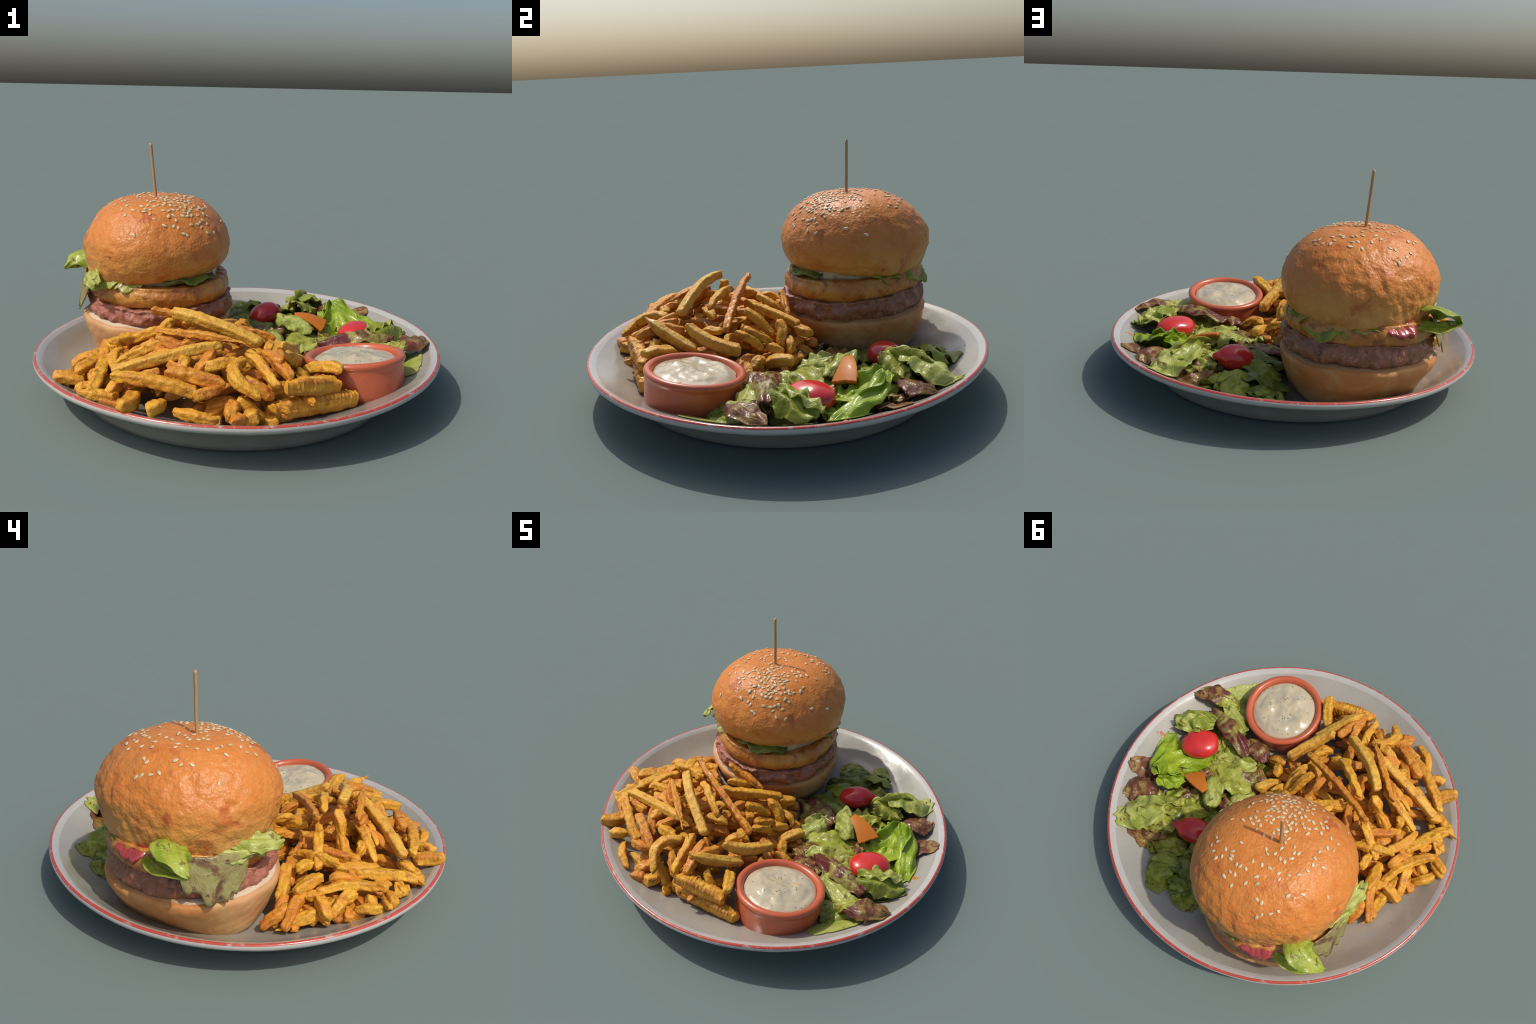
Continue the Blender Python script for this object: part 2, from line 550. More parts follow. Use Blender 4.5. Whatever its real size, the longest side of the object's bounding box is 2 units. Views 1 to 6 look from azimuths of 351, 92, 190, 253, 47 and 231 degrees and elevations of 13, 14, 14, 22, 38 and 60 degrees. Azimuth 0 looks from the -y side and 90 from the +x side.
def bun_shape(r, z, a):
    k = smoothstep(0, .25, r)
    ca, sa = math.cos(a), math.sin(a)
    d = .012 * fbm(1.3 * ca * r / .39, 1.3 * sa * r / .39, z * 2.2, 2, 4.1) * k
    d += r * (.043 * math.sin(2 * a) - .013 * math.cos(2 * a))        # longer from front-left to back-right
    rough = .55 + .45 * smoothstep(-.4, .6, math.cos(a - 2.3))        # the far-left side is the most wrinkled
    crease = 1 - min(1, abs(fbm(ca * r * 5 + 3, sa * r * 5, z * 4, 2, 11)) / .16)
    d -= .0045 * rough * max(0, crease) * smoothstep(.84, .70, z)
    d += .0070 * rough * fbm(ca * r * 22, sa * r * 22, z * 22, 3, 1.7) * k
    # puckered skirt where the crust folds under
    skirt = smoothstep(.60, .50, z) * smoothstep(.30, .36, r)
    d += .009 * skirt * fbm(ca * 5, sa * 5, z * 3, 2, 9.0)
    dz = .005 * fbm(ca * r * 9, sa * r * 9, 2, 2) * (1 - skirt)
    dz += (.006 + .036 * math.cos(a + .62)) * smoothstep(.60, .49, z)
    dz -= .004 * math.exp(-((r * ca - .0) ** 2 + (r * sa + .02) ** 2) / .004) * (z > .7)
    return r + d, z + dz


def on_bun(a, r):
    """Point and normal of the upper crust at polar position (a, r)."""
    top = np.array([q for q in lerp_profile(BUN, 200) if q[1] > .60 and q[0] > .001])

    def pt(a, r):
        z = float(np.interp(r, top[:, 0], top[:, 1])) if r < .391 else .63
        rr, zz = bun_shape(r, z, a)
        return Vector((BX + rr * math.cos(a), BY + rr * math.sin(a), zz))
    p = pt(a, r)
    e = .012
    n = (pt(a, r + e) - pt(a, r - e)).cross(pt(a + e / max(r, .05), r) - pt(a - e / max(r, .05), r)).normalized()
    return p, -n if n.z < 0 else n


def frill(parent, mat, a0, a1, r_in, r_out, z_in, z_out, seed, wave=.018, waves=5, name="lettuce_leaf", fold=0.0, thick=.006):
    """A lettuce edge peeping out between burger layers, from angle a0 to a1 (degrees)."""
    nu, nv = max(20, int(abs(a1 - a0) * .9)), 14
    verts = []
    for i in range(nu):
        u = i / (nu - 1)
        a = math.radians(a0 + (a1 - a0) * u)
        fade = math.sin(math.pi * u) ** .4
        ext = fade * (1 + .45 * fbm(u * 6, seed, 1, 2))
        for j in range(nv):
            v = j / (nv - 1)
            r = r_in + (r_out - r_in) * v * ext
            z = z_in + (z_out - z_in) * v ** 1.6 * ext
            z += wave * v * math.sin(waves * TAU * u + seed) * fade + .007 * fbm(u * 14, v * 4, seed, 3)
            r += .6 * wave * v * math.cos(waves * TAU * u + seed * 2) * fade + fold * v * v
            verts.append((BX + r * math.cos(a), BY + r * math.sin(a), z))
    faces = [(i * nv + j, i * nv + j + 1, (i + 1) * nv + j + 1, (i + 1) * nv + j) for i in range(nu - 1) for j in range(nv - 1)]
    ob = mesh_object(name, verts, faces, mat, parent)
    so = ob.modifiers.new("thickness", "SOLIDIFY")
    so.thickness, so.offset = thick, 0
    return ob


def build_burger():
    top = empty("burger", "tall sesame bun burger held by a toothpick", "burger")
    c = (BX, BY)
    tilt = lambda a: .014 * math.sin(a)

    def base_shape(r, z, a):
        ca, sa = math.cos(a), math.sin(a)
        d = .010 * fbm(ca * 1.6, sa * 1.6, z * 4, 2, 2.2) + .0025 * fbm(ca * r * 30, sa * r * 30, z * 30, 2)
        k = smoothstep(.1, .3, r)
        tuck = .092 * max(0, math.cos(a - 2.42)) ** 3 * smoothstep(.27, .06, z) + .006 * max(0, math.cos(a - 1.5)) - .014 * max(0, math.cos(a - 3.93))
        return r - tuck * k + d * k, z + (.006 * math.sin(a) + .008 * fbm(ca * 3, sa * 3, 0, 2, 7)) * smoothstep(.16, .28, z)
    lathe("bottom_bun", [(.003, .030), (.22, .032), (.272, .038), (.312, .060), (.343, .108), (.364, .165), (.383, .222), (.391, .262), (.387, .279),
                         (.374, .286)], 60, 160, BASE, top, c, base_shape)
    lathe("bun_crumb", [(.378, .279), (.372, .292), (.345, .298), (.25, .295), (.003, .295)], 24, 160, CRUMB, top, c, base_shape)

    def meat_shape(r, z, a):
        ca, sa = math.cos(a), math.sin(a)
        k = smoothstep(.2, .36, r)
        d = .016 * fbm(ca * 3.2, sa * 3.2, z * 5, 3, 3.3) + .017 * fbm(ca * r * 19, sa * r * 19, z * 22, 4, 8) - .012 * max(0, fbm(ca * r * 9, sa * r * 9, z * 3, 2, 14))
        return r * (1 - .026 * math.sin(2 * a) * k) - .008 * k - .022 * k * max(0, math.cos(a - 2.5)) - .012 * k * max(0, math.cos(a - 1.2)) + d * k, z + (.018 * math.sin(a) + .010 * fbm(ca * 4, sa * 4, 1, 2, 5)) * smoothstep(.27, .38, z) + .004 * math.sin(a)
    lathe("beef_patty", [(.003, .285), (.33, .283), (.372, .290), (.392, .308), (.401, .335), (.398, .360), (.386, .382), (.365, .394), (.003, .396)],
          70, 320, MEAT, top, c, meat_shape)

    def fritter_shape(r, z, a):
        ca, sa = math.cos(a), math.sin(a)
        k = smoothstep(.2, .35, r)
        d = .010 * fbm(ca * 2.4, sa * 2.4, z * 5, 2, 6.1) + .008 * fbm(ca * r * 26, sa * r * 26, z * 30, 3, 2)
        return r * (1 - .022 * math.sin(2 * a) * k) - .005 * k + d * k, z + .016 * math.sin(a) + .007 * fbm(ca * 5, sa * 5, z * 4, 2, 1)
    lathe("fried_onion_ring", [(.003, .388), (.33, .386), (.358, .394), (.374, .414), (.379, .440), (.374, .466), (.357, .486), (.335, .496), (.003, .498)],
          50, 220, FRITTER, top, c, fritter_shape)

    def cream_shape(r, z, a):
        ca, sa = math.cos(a), math.sin(a)
        return r - .022 + (.012 * fbm(ca * 3, sa * 3, z * 6, 3, 5)) * smoothstep(.2, .33, r), z + .010 * fbm(ca * 4, sa * 4, z * 5, 2, 3)
    lathe("cheese_sauce", [(.003, .485), (.318, .484), (.336, .494), (.338, .512), (.334, .530), (.326, .545), (.003, .550)], 24, 160, CREAM, top, c, cream_shape)

    # the crown
    bun = lathe("top_bun", BUN, 130, 260, CRUST, top, c, bun_shape)

    # sesame: a drift towards the front right, a scatter over the crown, a few strays
    seed_me = None
    spots, tries = [], 0
    while len(spots) < 165 and tries < 6000:
        tries += 1
        kind = rnd.random()
        if kind < .66:
            x, y = rnd.gauss(.100, .075), rnd.gauss(-.175, .070)
        elif kind < .96:
            r, a = .27 * math.sqrt(rnd.random()), rnd.random() * TAU
            x, y = r * math.cos(a), r * math.sin(a)
        else:
            r, a = rnd.uniform(.25, .375), rnd.random() * TAU
            x, y = r * math.cos(a), r * math.sin(a)
        if not .015 < math.hypot(x, y) < .378 or any((x - p[0]) ** 2 + (y - p[1]) ** 2 < .00034 for p in spots):
            continue
        spots.append((x, y))
    nu, nv = 9, 10
    sv = []
    for i in range(nu):
        t = i / (nu - 1)
        w = 0.0084 * math.sin(math.pi * (.03 + .94 * t)) ** .7 * (.55 + .65 * t)
        for j in range(nv):
            a = TAU * j / nv
            sv.append((.0250 * (t - .5), w * math.cos(a), .38 * w * math.sin(a)))
    seed_me = bpy.data.meshes.new("sesame_seed")
    seed_me.from_pydata(sv, [], revolve_faces(nu, nv))
    seed_me.materials.append(SEED)
    seed_me.polygons.foreach_set("use_smooth", np.full(len(seed_me.polygons), True))
    for x, y in spots:
        p, n = on_bun(math.atan2(y, x), math.hypot(x, y))
        q = n.to_track_quat("Z", "X").to_matrix() @ Matrix.Rotation(rnd.random() * TAU, 3, "Z")
        s = rnd.uniform(.85, 1.15)
        ob = bpy.data.objects.new("sesame_seed", seed_me)
        ob.matrix_world = Matrix.Translation(p + n * .0018) @ q.to_4x4() @ Matrix.Diagonal((s, s * rnd.uniform(.85, 1.15), s, 1))
        COL.objects.link(ob)
        ob.parent = top

    # toothpick
    base, tip = Vector((-.399, .352, .86)), Vector((-.4255, .3612, 1.166))
    ax = (tip - base)
    rot = ax.to_track_quat("Z", "Y").to_matrix().to_4x4()
    rot.translation = base
    L = ax.length
    lathe("toothpick", [(.0005, 0), (.0072, .03), (.0076, .15), (.0074, L - .006), (.006, L - .001), (.0005, L)], 26, 14, WOOD, top, (0, 0),
          lambda r, z, a: (r * (1 + .10 * noise.noise(Vector((math.cos(a), math.sin(a), z * 20)))), z), matrix=rot)

    # lettuce between the layers
    frill(top, LEAF_DARK, -94, -26, .28, .372, .530, .500, 2, .012, 3)
    frill(top, LEAF_GREEN, 8, 60, .30, .370, .530, .480, 5, .014, 3)
    frill(top, LEAF_GREEN, 40, 106, .30, .388, .518, .438, 6, .012, 2)
    frill(top, LEAF_PALE, 182, 236, .32, .408, .520, .455, 8, .014, 2)
    frill(top, LEAF_PALE, 218, 258, .30, .372, .520, .462, 9, .012, 2)
    frill(top, LEAF_GREEN, 84, 118, .33, .376, .505, .482, 12, .008, 2)
    # the big leaf that sticks out on the far left: two sheets folded to a point
    leaf(top, LEAF_YELLOW, [(-.640, .480, .545), (-.778, .524, .560), (-.892, .488, .488)], .100, roll=-24, cup=-.5, ruffle=.008, seed=21, blunt=1.25, pleats=.08, creases=.12)
    leaf(top, LEAF_YELLOW, [(-.640, .610, .490), (-.765, .585, .476), (-.890, .490, .484)], .050, roll=16, cup=.3, ruffle=.006, seed=22, blunt=1.1, pleats=.05, creases=.1)
    leaf(top, LEAF_PALE, [(-.620, .430, .530), (-.715, .335, .515), (-.745, .180, .492)], .052, roll=30, cup=-.3, ruffle=.016, seed=23, blunt=.55)
    leaf(top, LEAF_PALE, [(-.715, .300, .530), (-.735, .170, .525), (-.700, .055, .500)], .050, roll=38, cup=-.4, ruffle=.012, seed=24, blunt=.4)
    # a wilted leaf hanging over the patties
    frill(top, LEAF_WILTED, 160, 206, .380, .420, .500, .318, 25, .006, 1)
    # slice of tomato peeping out
    sl = frill(top, SLICE, 108, 150, .30, .395, .512, .462, 31, .005, 2, name="tomato_slice", thick=.026)
    return top


# ------------------------------------------------------------------ dip pot
def build_pot():
    top = empty("dip_pot", "terracotta ramekin filled with creamy herb dip", "dip")
    up = Vector((-.060, .135, 1)).normalized()
    rot = up.to_track_quat("Z", "Y").to_matrix().to_4x4()
    rot.translation = Vector((.489, -.401, .270)) - up * .186
    lathe("ramekin", [(.003, .0), (.190, .0), (.208, .006), (.219, .024), (.223, .07), (.224, .12), (.2245, .146), (.228, .156), (.2325, .166), (.231, .178),
                      (.220, .186), (.207, .186), (.197, .178), (.190, .162), (.186, .12), (.178, .05), (.150, .025), (.003, .022)],
          90, 140, CLAY, top, shape=lambda r, z, a: (r + .0018 * fbm(math.cos(a) * 2, math.sin(a) * 2, z * 9, 2) * smoothstep(.05, .15, r), z), matrix=rot)

    def dip_shape(r, z, a):
        x, y = r * math.cos(a), r * math.sin(a)
        k = smoothstep(.19, .13, r)
        lump = .014 * fbm(x * 9, y * 9, 1, 3, 3.7) + .012 * math.exp(-((x - .06) ** 2 + (y - .08) ** 2) / .0012)
        return r + .003 * noise.noise(Vector((math.cos(a) * 4, math.sin(a) * 4, 0))) * smoothstep(.1, .18, r), z + lump * (.25 + .75 * k)
    lathe("herb_dip", [(.002, .194), (.05, .193), (.10, .189), (.14, .183), (.17, .174), (.186, .165), (.189, .155), (.18, .12)], 60, 120, DIP, top, shape=dip_shape, matrix=rot)
    return top


# ------------------------------------------------------------------ fries
# Top edges of the fries that show, as (start, [middle], end); then width, depth and look.
CROWN_FRIES = [
    (((-.348, -.356, .478), (-.189, -.450, .456), (.032, -.525, .376)), .048, .046, "s"),
    (((-.437, -.202, .447), (-.134, -.260, .388), (.132, -.291, .319)), .034, .034, "o"),
    (((-.290, -.285, .405), (-.180, -.335, .420), (-.040, -.384, .380)), .040, .036, "g"),
    (((-.420, -.410, .412), (-.240, -.510, .420), (-.050, -.611, .412)), .034, .032, "ot"),
    (((-.610, -.570, .290), (-.333, -.564, .358), (-.145, -.547, .389)), .046, .044, "s"),
    (((.098, -.693, .399), (.150, -.595, .329), (.215, -.430, .250)), .044, .052, "st0"),
    (((.125, -.480, .355), (.181, -.376, .287), (.216, -.215, .243)), .050, .056, "s"),
    (((.064, -.765, .270), (.015, -.660, .318), (-.033, -.558, .352)), .040, .044, "g"),
    (((-.019, -.835, .258), (-.115, -.730, .318), (-.051, -.610, .336)), .048, .048, "g"),
    (((-.245, -.215, .345), (-.120, -.070, .318), (-.010, .072, .286)), .042, .044, "g"),
    (((-.240, -.150, .374), (-.195, -.025, .303)), .038, .036, "g"),
    (((-.262, -.018, .362), (-.116, .014, .300)), .030, .034, "o"),
    (((-.018, -.035, .306), (.030, -.020, .285), (.095, -.026, .212)), .044, .046, "g"),
    (((-.020, .060, .270), (.044, .132, .251)), .046, .046, "g"),
    (((.212, .040, .174), (.155, -.105, .142)), .048, .058, "s"),
    (((-.008, -.205, .374), (.010, -.140, .330), (.030, -.060, .247)), .040, .040, "g"),
    (((.110, -.310, .304), (.065, -.415, .279)), .036, .036, "g"),
    (((-.595, -.436, .272), (-.460, -.440, .340), (-.344, -.438, .370)), .042, .040, "g"),
    (((-.494, -.488, .300), (-.323, -.512, .345)), .036, .034, "g"),
    (((-.338, -.501, .350), (-.200, -.497, .395)), .038, .036, "o"),
    (((-.250, -.640, .310), (-.180, -.560, .362)), .044, .040, "o"),
    (((-.325, -.640, .312), (-.295, -.575, .336)), .046, .040, "g"),
    (((-.589, -.158, .272), (-.364, -.242, .375)), .044, .044, "g"),
    (((-.095, -.425, .365), (.010, -.355, .345)), .044, .040, "g"),
    (((-.064, -.261, .345), (-.070, -.151, .315)), .036, .034, "o"),
]
FLANK_FRIES = [
    (((-.605, -.614, .303), (-.444, -.703, .305), (-.270, -.762, .272)), .048, .048, "g"),
    (((-.385, -.668, .330), (-.270, -.712, .322), (-.155, -.752, .298)), .050, .050, "o"),
    (((-.580, -.800, .222), (-.525, -.665, .236)), .062, .058, "g"),
    (((-.470, -.805, .188), (-.395, -.745, .236)), .048, .050, "g"),
    (((-.765, -.600, .214), (-.590, -.635, .214)), .044, .040, "gt0"),
    (((-.700, -.625, .214), (-.668, -.477, .255), (-.642, -.310, .262)), .050, .046, "g"),
    (((-.685, -.115, .228), (-.704, -.289, .246), (-.770, -.420, .244)), .044, .042, "g"),
    (((-.765, -.415, .218), (-.874, -.382, .200)), .046, .044, "g"),
    (((-.735, -.345, .205), (-.802, -.334, .155)), .046, .046, "g"),
    (((-.755, -.170, .122), (-.798, -.310, .158)), .052, .044, "o"),
    (((-.770, .090, .088), (-.741, -.073, .150), (-.715, -.220, .188)), .050, .050, "gt0"),
    (((-.708, .140, .086), (-.670, -.040, .172)), .048, .046, "o"),
    (((-.668, -.022, .225), (-.612, -.170, .266)), .052, .048, "g"),
    (((-.580, -.240, .278), (-.600, -.450, .262)), .048, .044, "g"),
    (((-.445, -.110, .300), (-.530, -.180, .310), (-.630, -.240, .318)), .046, .046, "g"),
    (((-.385, -.155, .292), (-.556, -.370, .282)), .044, .042, "o"),
    (((-.405, -.345, .335), (-.472, -.325, .280)), .044, .044, "g"),
    (((-.490, -.390, .330), (-.530, -.367, .275)), .036, .036, "g"),
    (((-.675, -.510, .222), (-.762, -.468, .168)), .044, .042, "g"),
    (((.360, -.662, .304), (.228, -.532, .250)), .048, .050, "g"),
    (((.090, -.770, .284), (.215, -.715, .272), (.340, -.655, .238)), .064, .070, "gr"),
    (((.035, -.760, .190), (.249, -.700, .190), (.440, -.655, .172)), .062, .082, "gr"),
    (((-.195, -.890, .200), (-.290, -.850, .212), (-.365, -.788, .206)), .038, .040, "g"),
    (((-.865, -.406, .208), (-.740, -.440, .205)), .046, .042, "g"),
    (((-.825, -.390, .195), (-.775, -.260, .170)), .044, .042, "g"),
    (((-.708, -.282, .232), (-.549, -.356, .273)), .046, .046, "o"),
    (((-.808, -.124, .160), (-.668, -.118, .214)), .050, .046, "g"),
    (((-.557, -.610, .262), (-.460, -.535, .290)), .048, .044, "o"),
    (((-.099, -.630, .353), (-.170, -.640, .345), (-.258, -.616, .318)), .050, .048, "g"),
    (((-.170, -.775, .288), (-.285, -.780, .258)), .046, .044, "o"),
    (((-.230, -.690, .295), (-.371, -.575, .335)), .046, .044, "o"),
    (((-.279, -.504, .351), (-.415, -.420, .390)), .048, .046, "o"),
    (((-.401, -.449, .360), (-.475, -.533, .289)), .044, .044, "o"),
    (((-.343, -.343, .440), (-.405, -.345, .330)), .048, .046, "g"),
    (((-.395, -.330, .335), (-.486, -.331, .279)), .046, .044, "g"),
    (((-.413, -.615, .310), (-.540, -.618, .250)), .048, .044, "o"),
]
FLOOR_FRIES = [
    (((.129, -.735, .300), (.037, -.541, .358)), .048, .048, "o"),
    (((.170, -.630, .300), (.235, -.640, .215)), .040, .040, "g"),
    (((-.791, -.147, .150), (-.669, -.334, .240)), .044, .040, "g"),
    (((-.604, -.129, .246), (-.790, .060, .105)), .046, .046, "o"),
    (((.085, -.245, .302), (.098, -.116, .215)), .042, .040, "g"),
    (((.066, -.207, .312), (.068, -.063, .232)), .038, .036, "g"),
    (((.050, .010, .245), (.140, .020, .200)), .036, .040, "g"),
    (((.080, -.095, .225), (.128, -.010, .206)), .042, .042, "g"),
    (((-.140, -.868, .205), (-.108, -.775, .222)), .054, .050, "o"),
    (((-.145, -.895, .172), (-.090, -.830, .190)), .056, .050, "o"),
    (((-.065, -.872, .168), (-.040, -.785, .200)), .060, .050, "g"),
    (((.005, -.770, .130), (.140, -.730, .118)), .050, .046, "g"),
    (((-.105, -.760, .235), (-.002, -.775, .150)), .052, .050, "g"),
    (((-.150, -.772, .150), (-.072, -.745, .178)), .048, .048, "o"),
    (((-.300, -.800, .135), (-.170, -.800, .142)), .046, .042, "s"),
    (((-.225, -.745, .205), (-.096, -.735, .205)), .050, .048, "o"),
    (((-.765, -.515, .185), (-.705, -.505, .205)), .048, .046, "g"),
    (((-.720, -.545, .170), (-.590, -.590, .175)), .044, .040, "g"),
    (((-.630, -.625, .220), (-.570, -.570, .250)), .050, .046, "g"),
    (((-.545, -.650, .175), (-.690, -.590, .165)), .044, .040, "o"),
    (((.041, -.755, .225), (-.065, -.690, .300)), .044, .042, "o"),
    (((.105, -.500, .330), (.075, -.670, .345)), .050, .046, "o"),
    (((-.125, -.105, .310), (-.265, -.215, .335)), .044, .044, "g"),
    (((-.567, -.064, .275), (-.535, -.156, .290)), .044, .042, "g"),
    (((-.650, -.190, .255), (-.658, -.297, .248)), .042, .040, "o"),
    (((-.678, -.062, .200), (-.710, -.137, .208)), .044, .040, "g"),
    (((-.733, -.210, .175), (-.727, -.290, .215)), .044, .042, "g"),
    (((-.680, -.395, .230), (-.704, -.467, .215)), .042, .040, "g"),
    (((-.510, -.390, .305), (-.552, -.450, .272)), .044, .042, "o"),
    (((.330, -.160, .150), (.230, -.200, .190)), .046, .044, "o"),
    (((.200, -.100, .190), (.260, -.170, .170)), .044, .044, "g"),
    (((.180, -.010, .160), (.120, .090, .165)), .040, .040, "o"),
]
BURGER_SIDE = [(((-.490, -.050, .262), (-.640, .030, .140)), .050, .046, "g"), (((-.420, -.080, .250), (-.560, -.030, .205)), .046, .044, "o"),
               (((-.610, .000, .180), (-.715, .090, .098)), .046, .044, "o"), (((-.365, -.030, .372), (-.250, .010, .300)), .034, .034, "o")]


def fry(parent, pts, w, h, look, seed, sink=.34):
    fr = random.Random(seed * 17 + 3)
    mats = {"g": FRY_GOLD, "o": FRY_ORANGE, "s": FRY_SMOOTH}
    P = [Vector(p) - Vector((0, 0, h * sink)) for p in pts]
    if len(P) == 2:
        mid = (P[0] + P[1]) / 2 + Vector((fr.gauss(0, .010), fr.gauss(0, .010), abs(fr.gauss(.005, .009))))
        P = [P[0], mid, P[1]]
    # keep both ends clear of the plate
    for p in P:
        p.z = max(p.z, floor_z(p.x, p.y) + h * .45)

    def at(t):
        return P[0] * (2 * (t - .5) * (t - 1)) + P[1] * (4 * t * (1 - t)) + P[2] * (2 * t * (t - .5))
    chord = (P[2] - P[0]).normalized()
    ref = Vector((0, 0, 1)) if abs(chord.z) < .9 else Vector((1, 0, 0))
    s0 = ref.cross(chord).normalized()
    frame = Matrix((chord, s0, chord.cross(s0))).transposed().to_4x4()
    frame.translation = at(.5)
    inv = frame.inverted()
    L = (P[2] - P[0]).length
    nu, nv = max(16, int(L / .0085)), 24
    smooth = look[0] == "s"
    wob = .0020 if smooth else .0042
    roll0, roll1 = fr.uniform(-.35, .35), fr.uniform(-.5, .5)
    t0 = .16 if "t0" in look else fr.uniform(.58, 1.0)
    t1 = .12 if look.endswith("t") else fr.uniform(.58, 1.0)
    skew = fr.uniform(-.5, .5)
    verts = []
    w, h = w * 1.06, h * 1.03
    for i in range(nu):
        u = i / (nu - 1)
        p, tan = at(u), (at(u + .02) - at(u - .02)).normalized()
        s = ref.cross(tan).normalized()
        n = tan.cross(s)
        roll = roll0 + roll1 * (u - .5)
        p = p + (s * noise.noise(Vector((u * L * 16, seed, 3))) + n * noise.noise(Vector((u * L * 16, seed, 8)))) * (.004 if smooth else .007)
        s, n = s * math.cos(roll) + n * math.sin(roll), n * math.cos(roll) - s * math.sin(roll)
        k = 1 - (1 - t0) * (1 - smoothstep(0, .42, u)) - (1 - t1) * smoothstep(.58, 1, u)
        e = min(u, 1 - u) * L
        k *= .55 + .45 * min(1, e / .010) ** .5                  # ends slightly rounded off
        for j in range(nv):
            a = TAU * (j + .5) / nv
            ca, sa = math.cos(a), math.sin(a)
            q = (abs(ca) ** 9 + abs(sa) ** 9) ** (-1 / 9)  # square potato section with soft corners
            hollow = 1 - (.02 if smooth else .035) * max(0, math.cos(4 * a)) ** 1
            y, z = ca * q * hollow * w / 2, sa * q * hollow * h / 2
            d = fbm(u * L * 45 + seed, ca * 1.3, sa * 1.3, 3, seed * .37) * wob
            if "r" in look:                                       # crinkle-cut ridges
                d += .0032 * math.sin(u * L * 300 + 2 * ca) * (1 if sa > -.2 else .4)
            lateral = s * (y * k + d * ca) + n * (z * k + d * sa)
            lean = tan * (skew * y * (1 - 2 * u) * .6 if abs(1 - 2 * u) > .8 else 0)
            verts.append(inv @ (p + lateral + lean))
    ob = mesh_object("french_fry", verts, revolve_faces(nu, nv), mats[look[0]], parent, matrix=frame, sharp=55)
    return ob


def build_fries():
    top = empty("french_fries", "heap of hand-cut golden brown french fries", "fries")
    n = 0
    known = []
    for group in (CROWN_FRIES, FLANK_FRIES, FLOOR_FRIES, BURGER_SIDE):
        for pts, w, h, look in group:
            n += 1
            fry(top, pts, w, h, look, n, .06 if group is CROWN_FRIES else .30)
            known += [Vector(p) for p in pts] + [(Vector(pts[0]) + Vector(pts[-1])) / 2]
    K = np.array([tuple(k) for k in known])

    def heap(x, y):
        d = ((K[:, :2] - (x, y)) ** 2).sum(1) + .0006
        return float((d ** -1.5 * K[:, 2]).sum() / (d ** -1.5).sum()), float(math.sqrt(d.min()))
    # fries buried in the heap, seen only through the gaps
    made, tries = 0, 0
    while made < 175 and tries < 9000:
        tries += 1
        x, y = rnd.uniform(-.82, .26), rnd.uniform(-.84, .14)
        if math.hypot(x - BX, y - BY) < .41 or math.hypot(x - .489, y + .401) < .28 or math.hypot(x, y) > .80:
            continue
        hz, near = heap(x, y)
        if near > .07:
            continue
        lo, hi = floor_z(x, y) + .03, hz - .052
        if hi < lo:
            continue
        z = lo + (hi - lo) * rnd.random() ** .40
        a, L, dip = rnd.random() * TAU, rnd.uniform(.06, .13), rnd.uniform(-.30, .30)
        d = Vector((math.cos(a), math.sin(a), dip)) * L * .8
        ends = [Vector((x, y, z)) - d, Vector((x, y, z)) + d]
        if any(math.hypot(e.x - BX, e.y - BY) < .40 or math.hypot(e.x - .489, e.y + .401) < .25 or math.hypot(e.x, e.y) > .86
               or e.z > heap(e.x, e.y)[0] - .030 or heap(e.x, e.y)[1] > .08 for e in ends):
            continue
        made += 1
        w = rnd.uniform(.038, .050)
        fry(top, [tuple(e) for e in ends], w, w * rnd.uniform(.85, 1.05), "o" if rnd.random() < .7 else "g", 200 + made)
    return top


# ------------------------------------------------------------------ salad
def tomato(parent, centre, axis, size, seed, dent=0.0, stalk=False):
    ax = Vector(axis).normalized()
    up = Vector((0, 0, 1))
    s = up.cross(ax).normalized()
    frame = Matrix((ax, s, ax.cross(s))).transposed().to_4x4()
    frame.translation = Vector(centre)
    nu, nv = 48, 56
    verts = []
    for i in range(nu):
        t = math.pi * (.004 + .992 * i / (nu - 1))
        for j in range(nv):
            a = TAU * j / nv
            r = math.sin(t) ** .88
            x = -math.cos(t)
            if stalk and x > .86:
                x += .30 * (x - .86) / .14
                r *= .75
            if not stalk and x < -.8:
                x += .12 * (1 - r / .65) if r < .65 else 0          # dimple at the stalk end
            d = 1 + .05 * fbm(x * 1.3, math.cos(a), math.sin(a), 2, seed)
            verts.append((x * size[0], r * size[1] * math.cos(a) * d, r * size[2] * math.sin(a) * d))
    return mesh_object("cherry_tomato", verts, revolve_faces(nu, nv), TOMATO, parent, matrix=frame)


